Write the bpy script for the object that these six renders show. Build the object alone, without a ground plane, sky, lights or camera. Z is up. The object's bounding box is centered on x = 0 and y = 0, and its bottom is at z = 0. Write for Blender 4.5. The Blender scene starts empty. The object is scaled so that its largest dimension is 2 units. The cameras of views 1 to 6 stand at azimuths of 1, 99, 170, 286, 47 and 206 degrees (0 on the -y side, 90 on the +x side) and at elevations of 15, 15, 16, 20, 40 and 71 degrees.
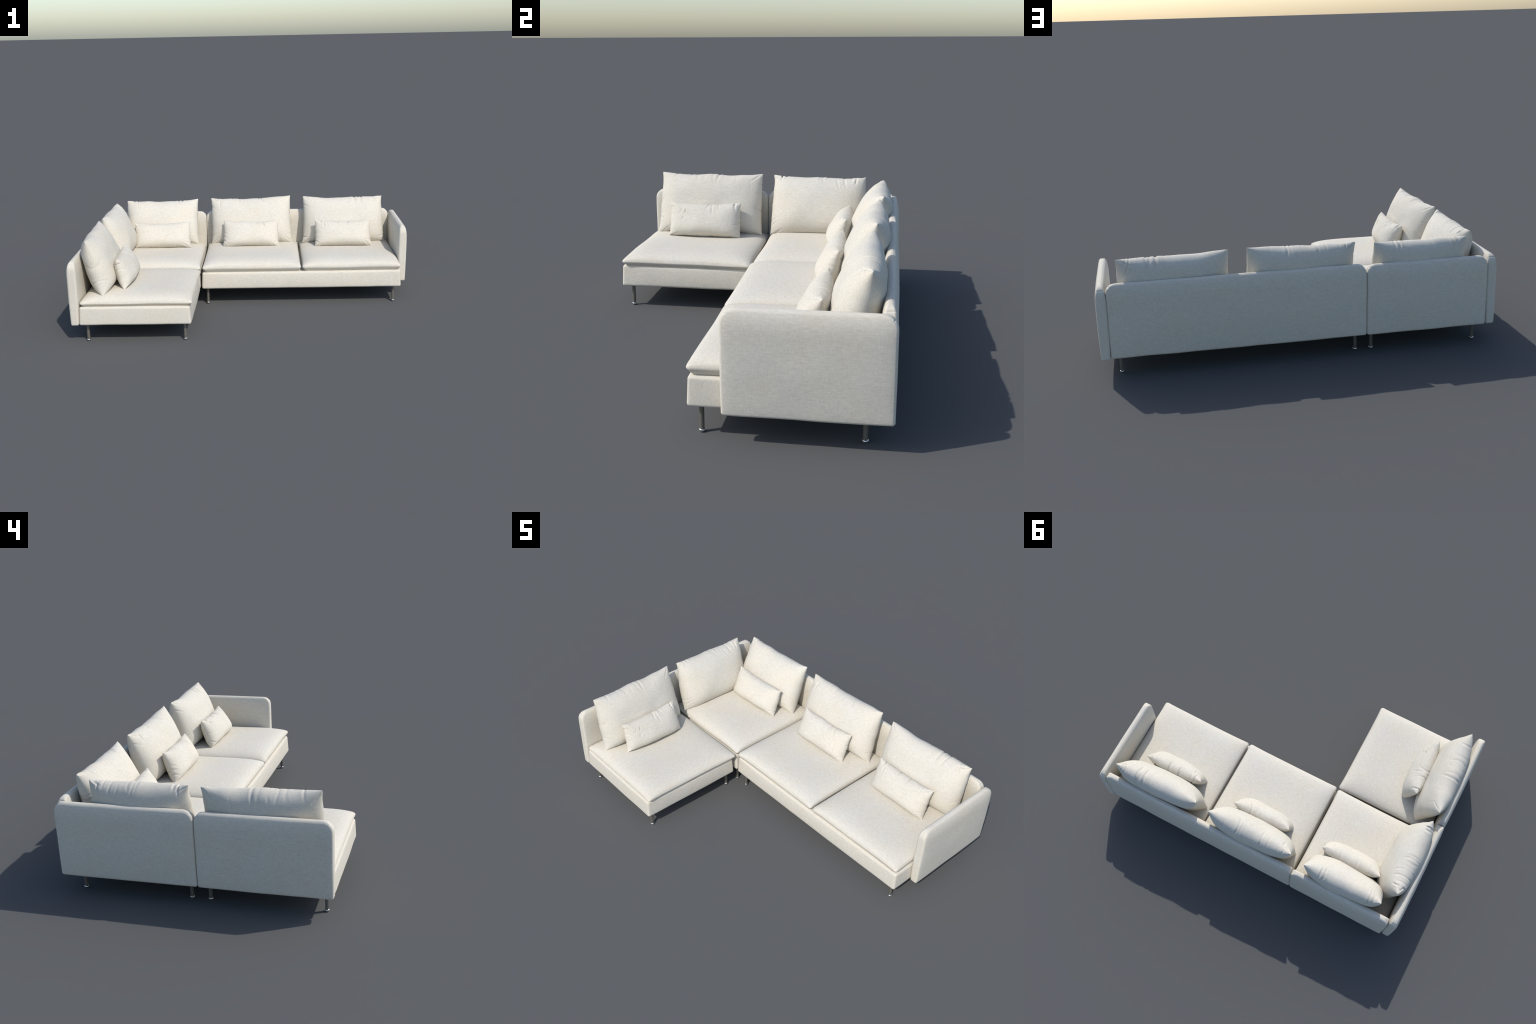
# Corner sofa: three upholstered sections on metal legs, loose seat, back and lumbar cushions.
import bpy, math, random
import numpy as np
from mathutils import Matrix, Vector, noise

# ------------------------------------------------------------------ materials
def fabric_material():
    m = bpy.data.materials.new("woven_linen")
    m.use_nodes = True
    nt = m.node_tree; N = nt.nodes; L = nt.links
    bsdf = N["Principled BSDF"]
    tc = N.new("ShaderNodeTexCoord")
    info = N.new("ShaderNodeObjectInfo")
    shift = N.new("ShaderNodeVectorMath"); shift.operation = 'ADD'
    seed = N.new("ShaderNodeMath"); seed.operation = 'MULTIPLY'; seed.inputs[1].default_value = 7.0
    L.new(info.outputs["Random"], seed.inputs[0])
    L.new(tc.outputs["Object"], shift.inputs[0]); L.new(seed.outputs[0], shift.inputs[1])

    def streak(scale, detail):
        mp = N.new("ShaderNodeMapping"); mp.inputs["Scale"].default_value = scale
        L.new(shift.outputs[0], mp.inputs["Vector"])
        nz = N.new("ShaderNodeTexNoise"); nz.inputs["Scale"].default_value = 1.0
        nz.inputs["Detail"].default_value = detail; nz.inputs["Roughness"].default_value = 0.6
        L.new(mp.outputs[0], nz.inputs["Vector"])
        return nz.outputs["Fac"]

    def math_node(op, a, b):
        n = N.new("ShaderNodeMath"); n.operation = op
        for i, v in enumerate((a, b)):
            if isinstance(v, (int, float)): n.inputs[i].default_value = v
            else: L.new(v, n.inputs[i])
        return n.outputs[0]

    weft = streak((50, 310, 310), 2.0)        # threads running across the width
    warp = streak((310, 62, 310), 2.0)        # threads running up the height
    slub = streak((28, 180, 180), 3.0)           # thicker irregular yarns
    cloud = streak((7, 7, 7), 3.0)            # slow drift of tone
    threads = math_node('ADD', math_node('MULTIPLY', weft, 0.55), math_node('MULTIPLY', warp, 0.45))
    mixv = math_node('ADD', math_node('MULTIPLY', threads, 0.78), math_node('MULTIPLY', slub, 0.22))
    ramp = N.new("ShaderNodeValToRGB")
    el = ramp.color_ramp.elements
    el[0].position = 0.345; el[0].color = FABRIC_DARK
    el[1].position = 0.655; el[1].color = FABRIC_LIGHT
    mid = el.new(0.5); mid.color = FABRIC_MID
    L.new(mixv, ramp.inputs["Fac"])
    tone = N.new("ShaderNodeValToRGB")
    te = tone.color_ramp.elements
    te[0].position = 0.35; te[0].color = (1.0, 0.975, 0.945, 1)
    te[1].position = 0.65; te[1].color = (0.985, 0.99, 1.0, 1)
    L.new(cloud, tone.inputs["Fac"])
    mul = N.new("ShaderNodeMix"); mul.data_type = 'RGBA'; mul.blend_type = 'MULTIPLY'
    mul.inputs["Factor"].default_value = 0.8
    L.new(ramp.outputs["Color"], mul.inputs["A"]); L.new(tone.outputs["Color"], mul.inputs["B"])
    L.new(mul.outputs["Result"], bsdf.inputs["Base Color"])
    bsdf.inputs["Roughness"].default_value = 0.85
    bsdf.inputs["Specular IOR Level"].default_value = 0.25
    bump = N.new("ShaderNodeBump"); bump.inputs["Strength"].default_value = 0.12
    bump.inputs["Distance"].default_value = 0.002
    L.new(threads, bump.inputs["Height"]); L.new(bump.outputs[0], bsdf.inputs["Normal"])
    return m

def metal_material(name, color, rough, metallic=1.0):
    m = bpy.data.materials.new(name); m.use_nodes = True
    nt = m.node_tree; b = nt.nodes["Principled BSDF"]
    b.inputs["Metallic"].default_value = metallic
    tc = nt.nodes.new("ShaderNodeTexCoord"); nz = nt.nodes.new("ShaderNodeTexNoise")
    nz.inputs["Scale"].default_value = 60
    nt.links.new(tc.outputs["Object"], nz.inputs["Vector"])
    r = nt.nodes.new("ShaderNodeValToRGB")
    r.color_ramp.elements[0].color = [c * 0.93 for c in color[:3]] + [1]
    r.color_ramp.elements[1].color = [min(1, c * 1.05) for c in color[:3]] + [1]
    nt.links.new(nz.outputs["Fac"], r.inputs["Fac"])
    nt.links.new(r.outputs["Color"], b.inputs["Base Color"])
    b.inputs["Roughness"].default_value = rough
    return m

FABRIC_DARK = (0.535, 0.503, 0.430, 1)
FABRIC_MID = (0.614, 0.580, 0.502, 1)
FABRIC_LIGHT = (0.682, 0.648, 0.568, 1)
FABRIC = fabric_material()
LEG_METAL = metal_material("dark_nickel", (0.17, 0.158, 0.135), 0.45, 0.35)
FOOT_METAL = metal_material("polished_chrome", (0.80, 0.78, 0.74), 0.12)

# ------------------------------------------------------------------ helpers
SOFA = bpy.data.objects.new("corner_sofa", None)
bpy.context.collection.objects.link(SOFA)
SOFA["label"] = "off-white linen corner sofa with loose cushions on metal legs"
SOFA["category"] = "sofa"

def frame(origin, xa, ya, za):
    m = Matrix.Identity(4)
    for i, a in enumerate((xa, ya, za)):
        for j in range(3): m[j][i] = a[j]
    for j in range(3): m[j][3] = origin[j]
    return m

def make_object(name, verts, faces, matrix, material=None, parent=None):
    me = bpy.data.meshes.new(name)
    me.from_pydata([tuple(v) for v in verts], [], faces)
    me.polygons.foreach_set("use_smooth", [True] * len(me.polygons))
    me.update()
    me.materials.append(material or FABRIC)
    ob = bpy.data.objects.new(name, me)
    bpy.context.collection.objects.link(ob)
    ob.parent = parent or SOFA
    ob.matrix_local = matrix
    return ob

def spaced(n, cluster=0.75):
    """n+1 parameters in [-1,1], gathered towards both ends."""
    t = np.linspace(-1, 1, n + 1)
    return (1 - cluster) * t + cluster * np.sin(t * math.pi / 2)

def with_rim(half, rim, n_mid, n_rim):
    """coordinates along one side of a box: fine in the rounded rim, coarse between."""
    a = np.linspace(-half, -half + rim, n_rim + 1)
    b = np.linspace(-half + rim, half - rim, n_mid + 1)
    return np.concatenate([a[:-1], b, -a[::-1][1:]])

def box_surface(xs, ys, zs):
    """closed box made of grids on six sides with shared corner and edge vertices."""
    nx, ny, nz = len(xs) - 1, len(ys) - 1, len(zs) - 1
    index, verts, faces = {}, [], []
    def v(i, j, k):
        key = (i, j, k)
        if key not in index:
            index[key] = len(verts); verts.append((xs[i], ys[j], zs[k]))
        return index[key]
    for i in range(nx):
        for j in range(ny):
            faces.append((v(i, j, nz), v(i+1, j, nz), v(i+1, j+1, nz), v(i, j+1, nz)))
            faces.append((v(i, j, 0), v(i, j+1, 0), v(i+1, j+1, 0), v(i+1, j, 0)))
    for i in range(nx):
        for k in range(nz):
            faces.append((v(i, 0, k), v(i+1, 0, k), v(i+1, 0, k+1), v(i, 0, k+1)))
            faces.append((v(i, ny, k), v(i, ny, k+1), v(i+1, ny, k+1), v(i+1, ny, k)))
    for j in range(ny):
        for k in range(nz):
            faces.append((v(0, j, k), v(0, j, k+1), v(0, j+1, k+1), v(0, j+1, k)))
            faces.append((v(nx, j, k), v(nx, j+1, k), v(nx, j+1, k+1), v(nx, j, k+1)))
    return np.array(verts, float), faces

def round_edges(p, half, r):
    """push a box surface onto the rounded box of the same size."""
    inner = np.array(half) - r
    q = np.clip(p, -inner, inner)
    d = p - q
    n = np.linalg.norm(d, axis=1, keepdims=True)
    return q + r * d / np.maximum(n, 1e-9)

def round_corner(p, half, r, sx, sy):
    """round one outline corner (seen along z) with radius r."""
    a = sx * p[:, 0] - (half[0] - r); b = sy * p[:, 1] - (half[1] - r)
    m = (a > 0) & (b > 0)
    f = np.maximum(a[m], b[m]) / np.maximum(np.hypot(a[m], b[m]), 1e-9)
    p[m, 0] = sx * (half[0] - r + a[m] * f); p[m, 1] = sy * (half[1] - r + b[m] * f)
    return p

def drift(p, size, amount, seed):
    """slow unevenness of stuffed cloth."""
    off = Vector((seed * 3.1, seed * 1.7, seed * 2.3))
    out = np.array([noise.noise_vector(Vector(v) / size + off) for v in p])
    return p + amount * out

def soft_box(half, r, bulge=(0, 0, 0), top_radius=0.0, uneven=0.0, seed=0, n=(40, 24, 8), bottom_radius=0.0):
    xs, ys, zs = (with_rim(half[i], r, n[i], 5) for i in range(3))
    p, f = box_surface(xs, ys, zs)
    p = round_edges(p, half, r)
    u, v, w = (np.clip(p[:, i] / half[i], -1, 1) for i in range(3))
    swell = [(1 - v**2) * (1 - w**2), (1 - u**2) * (1 - w**2), (1 - u**2) * (1 - v**2)]
    sides = np.stack([u, v, w], 1)
    for i in range(3):
        p[:, i] += bulge[i] * np.sign(sides[:, i]) * np.abs(sides[:, i]) * np.abs(swell[i]) ** 0.6
    if top_radius:
        for s in (-1, 1): p = round_corner(p, half, top_radius, s, 1)
    if bottom_radius:
        for s in (-1, 1): p = round_corner(p, half, bottom_radius, s, -1)
    if uneven: p = drift(p, 0.12, uneven, seed)
    return p, f

# ------------------------------------------------------------------ frame parts
def seat_base(x0, x1, y0, y1, z0, z1, facing, seed):
    """upholstered box; local z points to the front of the section, local y up."""
    cx, cy, cz = (x0 + x1) / 2, (y0 + y1) / 2, (z0 + z1) / 2
    if facing == 'y':      # front looks to -y
        half = ((x1 - x0) / 2, (z1 - z0) / 2, (y1 - y0) / 2)
        m = frame((cx, cy, cz), (1, 0, 0), (0, 0, 1), (0, -1, 0))
    else:                  # front looks to +x
        half = ((y1 - y0) / 2, (z1 - z0) / 2, (x1 - x0) / 2)
        m = frame((cx, cy, cz), (0, 1, 0), (0, 0, 1), (1, 0, 0))
    p, f = soft_box(half, 0.011, (0.003, 0.002, 0.007), uneven=0.0012, seed=seed, n=(60, 12, 30))
    # the cover leans in a little towards the top
    t = (p[:, 1] / half[1] + 1) / 2
    p[:, 0] *= 1 - 0.004 * t / half[0]
    p[:, 2] *= 1 - 0.006 * t / half[2]
    return make_object("seat_base", p, f, m)

def panel(name, centre, width, height, thick, along, out, seed, top_radius=0.046):
    """upright padded panel; local x along its width, y up, z outwards."""
    half = (width / 2, height / 2, thick / 2)
    m = frame(centre, along, (0, 0, 1), out)
    p, f = soft_box(half, 0.010, (0.0, 0.001, 0.006), top_radius=top_radius, uneven=0.0015, seed=seed,
                    n=(int(width * 60), 24, 4), bottom_radius=0.006)
    # bottom hem is thinner than the stuffed upper part
    t = np.clip((p[:, 1] / half[1] + 1) / 2, 0, 1)
    p[:, 2] *= 0.84 + 0.16 * np.clip(t / 0.4, 0, 1) ** 0.7
    # padding thins out in a long round towards the top and a short one towards the ends
    top = np.clip((half[1] - p[:, 1]) / 0.075, 0, 1)
    p[:, 2] *= 0.30 + 0.70 * np.sqrt(1 - (1 - top) ** 2)
    end = np.clip((half[0] - np.abs(p[:, 0])) / 0.035, 0, 1)
    p[:, 2] *= 0.86 + 0.14 * np.sqrt(1 - (1 - end) ** 2)
    return make_object(name, p, f, m)

# three seat sections
seat_base(-0.306, 0.944, -0.018, 0.606, 0.104, 0.210, 'y', 1)
seat_base(-0.940, -0.316, -0.016, 0.606, 0.104, 0.208, 'x', 2)
seat_base(-0.940, -0.316, -0.656, -0.036, 0.102, 0.206, 'x', 3)

# back panels (long one, two of the corner section, one of the side section)
def back_y(x0, x1, y0, y1, z0, z1, seed):
    panel("back_panel", ((x0 + x1) / 2, (y0 + y1) / 2, (z0 + z1) / 2), x1 - x0, z1 - z0, y1 - y0, (-1, 0, 0), (0, 1, 0), seed)
def back_x(x0, x1, y0, y1, z0, z1, seed):
    panel("back_panel", ((x0 + x1) / 2, (y0 + y1) / 2, (z0 + z1) / 2), y1 - y0, z1 - z0, x1 - x0, (0, -1, 0), (-1, 0, 0), seed)
back_y(-0.3110, 0.944, 0.603, 0.654, 0.105, 0.473, 11)
back_y(-0.936, -0.3116, 0.603, 0.654, 0.105, 0.468, 12)
back_x(-0.991, -0.938, -0.0358, 0.640, 0.101, 0.468, 13)
back_x(-0.990, -0.938, -0.658, -0.0364, 0.100, 0.464, 14)
panel("armrest", (0.9680, 0.381, 0.282), 0.552, 0.360, 0.050, (0, 1, 0), (1, 0, 0), 15)

# ------------------------------------------------------------------ legs
def turned(profile, n=24):
    verts, faces = [], []
    for r, z in profile:
        for k in range(n):
            a = 2 * math.pi * k / n
            verts.append((r * math.cos(a), r * math.sin(a), z))
    for i in range(len(profile) - 1):
        for k in range(n):
            k2 = (k + 1) % n
            faces.append((i*n + k, i*n + k2, (i+1)*n + k2, (i+1)*n + k))
    faces.append(tuple(range(n))[::-1]); faces.append(tuple(range((len(profile)-1)*n, len(profile)*n)))
    return verts, faces

leg_proto = foot_proto = None
LEGS = [(x, y) for x in (-0.271, 0.900) for y in (0.023, 0.564)] + \
       [(x, y) for x in (-0.901, -0.355) for y in (0.023, 0.564)] + \
       [(x, y) for x in (-0.901, -0.355) for y in (-0.613, -0.068)]
for x, y in LEGS:
    if leg_proto is None:
        v, f = turned([(0.0085, 0.006), (0.0085, 0.0065), (0.0088, 0.124), (0.0088, 0.125)])
        leg_proto = make_object("leg", v, f, Matrix.Translation((x, y, 0)), LEG_METAL)
        v, f = turned([(0.0085, 0.0), (0.0102, 0.001), (0.0113, 0.003), (0.0113, 0.006), (0.0104, 0.0085), (0.0082, 0.0098), (0.0070, 0.0100)])
        foot_proto = make_object("foot_cap", v, f, Matrix.Identity(4), FOOT_METAL, leg_proto)
    else:
        leg = leg_proto.copy(); bpy.context.collection.objects.link(leg)
        leg.matrix_local = Matrix.Translation((x, y, 0))
        foot = foot_proto.copy(); bpy.context.collection.objects.link(foot)
        foot.parent = leg; foot.matrix_local = Matrix.Identity(4)

# ------------------------------------------------------------------ creases
def crease_field(xy, creases):
    """height of pinched folds: each is (x, y, angle, length, width, depth)."""
    h = np.zeros(len(xy))
    for cx, cy, ang, ln, wd, dp in creases:
        dx, dy = xy[:, 0] - cx, xy[:, 1] - cy
        a = dx * math.cos(ang) + dy * math.sin(ang)
        b = -dx * math.sin(ang) + dy * math.cos(ang)
        b = b + 0.15 * wd * np.sin(a / ln * 2.0 + cx * 40)
        q = (b / wd) ** 2
        h += dp * (1 - 1.2 * q) * np.exp(-q) * np.exp(-np.abs(a / ln) ** 2.2)
    return h

def vertex_normals(p, faces):
    f = np.array(faces)
    n = np.cross(p[f[:, 2]] - p[f[:, 0]], p[f[:, 3]] - p[f[:, 1]])
    out = np.zeros_like(p)
    for k in range(4): np.add.at(out, f[:, k], n)
    return out / np.maximum(np.linalg.norm(out, axis=1, keepdims=True), 1e-12)

def dents(p, seed):
    """soft irregular hollows of a used, filled cover."""
    off = Vector((seed * 1.9, seed * 0.7, seed * 3.3))
    out = np.empty(len(p))
    for i, q in enumerate(p):
        v = Vector((q[0] * 7, q[1] * 8, q[2] * 7)) + off
        out[i] = 0.0030 * noise.noise(v) + 0.0010 * noise.noise(v * 2.3 + off)
    return out

# ------------------------------------------------------------------ seat cushions
def seat_cushion(x0, x1, y0, y1, z0, z_edge, dome, facing, seed, flat=6):
    """flat pad with a domed top; outline pulled in between its four pointed corners."""
    rnd = random.Random(seed)
    cx, cy = (x0 + x1) / 2, (y0 + y1) / 2
    m = frame((cx, cy, z0), (1, 0, 0), (0, 1, 0), (0, 0, 1)) if facing == 'y' else \
        frame((cx, cy, z0), (0, 1, 0), (-1, 0, 0), (0, 0, 1))
    hx, hy = (x1 - x0) / 2, (y1 - y0) / 2
    if facing == 'x': hx, hy = hy, hx
    hz = z_edge - z0
    xs = hx * spaced(90); ys = hy * spaced(90); zs = np.linspace(0, 1, 7)
    p, f = box_surface(xs, ys, zs)
    u, v, w = p[:, 0] / hx, p[:, 1] / hy, p[:, 2].copy()
    # outline: slightly drawn in between corners, corners a little rounded
    pull = 0.004
    p[:, 0] -= np.sign(u) * np.abs(u) ** 6 * pull * (1 - v ** 6)
    p[:, 1] -= np.sign(v) * np.abs(v) ** 6 * pull * (1 - u ** 6)
    for sx in (-1, 1):
        for sy in (-1, 1): p = round_corner(p, (hx, hy), 0.020, sx, sy)
    # border strip tucks in towards the bottom
    tuck = 0.024 * (1 - w) ** 1.5 + 0.004 * np.clip((w - 0.85) / 0.15, 0, 1) ** 2
    p[:, 0] *= 1 - tuck / hx; p[:, 1] *= 1 - tuck / hy
    rise = ((1 - np.abs(u) ** flat) * (1 - np.abs(v) ** flat)) ** 0.55
    edge = np.maximum(np.abs(u), np.abs(v))
    p[:, 2] = w * hz + np.where(w > 0.999, dome * rise, 0)
    # gentle waves of the front edge
    wave = np.array([noise.noise(Vector((a * 5 + seed * 4.7, b * 5, seed))) for a, b in zip(p[:, 0], p[:, 1])])
    p[:, 2] += w * 0.006 * wave * (0.3 + 0.7 * edge ** 6)
    creases = []
    for k in range(10):
        side = rnd.choice((-1, 1)); onx = rnd.random() < 0.5
        if onx: cxx, cyy, ang = side * (hx - 0.02), rnd.uniform(-hy, hy) * 0.95, rnd.uniform(-0.3, 0.3)
        else: cxx, cyy, ang = rnd.uniform(-hx, hx) * 0.95, side * (hy - 0.02), math.pi / 2 + rnd.uniform(-0.3, 0.3)
        creases.append((cxx, cyy, ang, rnd.uniform(0.015, 0.04), rnd.uniform(0.005, 0.01), -rnd.uniform(0.0006, 0.0018)))
    p[:, 2] += w * crease_field(p[:, :2], creases)
    make_object("seat_cushion", p, f, m)

seat_cushion(-0.304, 0.3222, -0.024, 0.604, 0.205, 0.244, 0.042, 'y', 21)
seat_cushion(0.3228, 0.9445, -0.022, 0.604, 0.205, 0.245, 0.038, 'y', 22)
seat_cushion(-0.938, -0.308, -0.018, 0.604, 0.203, 0.238, 0.047, 'x', 23, 5.5)
seat_cushion(-0.936, -0.304, -0.656, -0.0195, 0.201, 0.229, 0.040, 'x', 24)

# ------------------------------------------------------------------ loose cushions
def loose_cushion(name, tl, tr, bl, br, front, back, seed, ear=0.011, folds=13):
    """knife-edge pillow spanned by its four corners as seen from the front."""
    rnd = random.Random(seed)
    tl, tr, bl, br = (np.array(c, float) for c in (tl, tr, bl, br))
    c = (tl + tr + bl + br) / 4
    xa = (tr + br - tl - bl); xa /= np.linalg.norm(xa)
    ya = (tl + tr - bl - br); ya -= xa * ya.dot(xa); ya /= np.linalg.norm(ya)
    za = np.cross(xa, ya)
    R = np.stack([xa, ya, za])
    ctl, ctr, cbl, cbr = (R @ (q - c) for q in (tl, tr, bl, br))
    W = np.linalg.norm(ctr - ctl); H = np.linalg.norm(ctl - cbl)
    nu, nv = (130, 84) if W > 0.45 else (100, 60)
    us, vs = spaced(nu, 0.85), spaced(nv, 0.85)
    U, V = np.meshgrid(us, vs, indexing='ij')

    # outline: drawn in between the corners, which stand out as ears
    jit = lambda t, k: np.array([noise.noise(Vector((x * 3.0, k * 5.3 + seed, 0.5))) for x in t])
    side_top = ear * (1 - np.abs(us) ** 3) * (1 + 0.5 * jit(us, 1))
    side_bot = 0.6 * ear * (1 - np.abs(us) ** 5) * (1 + 0.5 * jit(us, 2))
    side_l = 0.6 * ear * (1 - np.abs(vs) ** 4) * (1 + 0.5 * jit(vs, 3))
    side_r = 0.6 * ear * (1 - np.abs(vs) ** 4) * (1 + 0.5 * jit(vs, 4))
    a, b = (U + 1) / 2, (V + 1) / 2
    base = ((1-a)*(1-b))[..., None]*cbl + (a*(1-b))[..., None]*cbr + ((1-a)*b)[..., None]*ctl + (a*b)[..., None]*ctr
    base[..., 1] += -side_top[:, None] * b ** 2 + side_bot[:, None] * (1 - b) ** 2
    base[..., 0] += side_l[None, :] * (1 - a) ** 3 - side_r[None, :] * a ** 3

    # fullness: rounded over the long edges, thin at the corners, heavier low down
    full = np.clip(1 - np.abs(U) ** 3.4, 0, 1) ** 0.5 * np.clip(1 - np.abs(V) ** 3.0, 0, 1) ** 0.5
    lump = np.array([[noise.noise(Vector((x * 1.6, y * 1.2, seed * 2.9))) for y in vs] for x in us])
    verts, faces = [], []
    idx = -np.ones((2, nu + 1, nv + 1), int)
    for s, thick in ((0, front), (1, back)):
        sign = 1 if s == 0 else -1
        sag = 1 - (0.22 if s == 0 else 0.04) * V
        for i in range(nu + 1):
            for j in range(nv + 1):
                if s == 1 and (i in (0, nu) or j in (0, nv)):
                    idx[1, i, j] = idx[0, i, j]; continue
                idx[s, i, j] = len(verts)
                q = base[i, j].copy()
                q[2] += sign * thick * full[i, j] * sag[i, j] * (1 + 0.10 * lump[i, j])
                verts.append(q)
        for i in range(nu):
            for j in range(nv):
                k = (idx[s, i, j], idx[s, i+1, j], idx[s, i+1, j+1], idx[s, i, j+1])
                faces.append(k if s == 0 else k[::-1])
    p = np.array(verts)

    # creases: short gathers along the seams, a few notches, folds running in from the corners
    k = W / 0.54 if W > 0.45 else 0.75
    creases = []
    for _ in range(folds):
        x = rnd.uniform(-0.42, 0.42) * W
        y = H / 2 - abs(rnd.gauss(0, 0.028))
        creases.append((x, y, math.pi / 2 + rnd.uniform(-0.5, 0.5), rnd.uniform(0.01, 0.035) * k,
                        rnd.uniform(0.0035, 0.009), -rnd.choice((0.0012, 0.002, 0.0032, 0.0058))))
    for _ in range(folds // 2):
        creases.append((rnd.uniform(-0.4, 0.4) * W, -H / 2, math.pi / 2 + rnd.uniform(-0.4, 0.4),
                        rnd.uniform(0.015, 0.03) * k, rnd.uniform(0.005, 0.009), -rnd.uniform(0.001, 0.003)))
    for sx in (-1, 1):
        for _ in range(folds // 3):
            creases.append((sx * (W / 2 - rnd.uniform(0, 0.02)), rnd.uniform(-0.38, 0.38) * H, rnd.uniform(-0.7, 0.7),
                            rnd.uniform(0.015, 0.035) * k, rnd.uniform(0.003, 0.006), -rnd.uniform(0.0008, 0.0034)))
        for sy in (-1, 1):
            ang = math.atan2(-sy * H, -sx * W) + rnd.uniform(-0.35, 0.35)
            d = rnd.uniform(0.03, 0.05) * k
            creases.append((sx * W / 2 + math.cos(ang) * d, sy * H / 2 + math.sin(ang) * d, ang, 0.03 * k,
                            rnd.uniform(0.004, 0.007), -rnd.uniform(0.002, 0.0045)))
    n = vertex_normals(p, faces)
    p = p + n * (crease_field(p[:, :2], creases) + dents(p, seed))[:, None]
    return make_object(name, p, faces, frame(c, xa, ya, za))

# five back cushions (corner section has two narrower ones)
loose_cushion("back_cushion", (-0.848, 0.577, 0.558), (-0.362, 0.586, 0.566), (-0.862, 0.478, 0.262), (-0.350, 0.476, 0.264), 0.087, 0.080, 31)
loose_cushion("back_cushion", (-0.273, 0.569, 0.573), (0.268, 0.571, 0.582), (-0.272, 0.488, 0.268), (0.282, 0.488, 0.270), 0.087, 0.080, 32)
loose_cushion("back_cushion", (0.354, 0.560, 0.578), (0.892, 0.573, 0.574), (0.344, 0.487, 0.268), (0.905, 0.487, 0.268), 0.087, 0.080, 33)
loose_cushion("back_cushion", (-0.889, -0.599, 0.571), (-0.918, -0.058, 0.565), (-0.806, -0.610, 0.254), (-0.820, -0.048, 0.251), 0.087, 0.080, 34)
loose_cushion("back_cushion", (-0.908, 0.001, 0.566), (-0.905, 0.486, 0.562), (-0.835, -0.011, 0.252), (-0.832, 0.496, 0.254), 0.093, 0.080, 35)

# four lumbar cushions
loose_cushion("lumbar_cushion", (-0.780, 0.413, 0.439), (-0.404, 0.416, 0.447), (-0.778, 0.346, 0.274), (-0.396, 0.352, 0.278), 0.056, 0.050, 41, 0.011, 12)
loose_cushion("lumbar_cushion", (-0.182, 0.415, 0.449), (0.185, 0.421, 0.446), (-0.190, 0.356, 0.277), (0.190, 0.356, 0.279), 0.056, 0.050, 42, 0.011, 12)
loose_cushion("lumbar_cushion", (0.424, 0.402, 0.448), (0.796, 0.410, 0.444), (0.422, 0.345, 0.275), (0.802, 0.340, 0.279), 0.056, 0.050, 43, 0.011, 12)
loose_cushion("lumbar_cushion", (-0.740, -0.518, 0.443), (-0.752, -0.146, 0.441), (-0.699, -0.525, 0.264), (-0.693, -0.142, 0.260), 0.059, 0.048, 44, 0.011, 12)
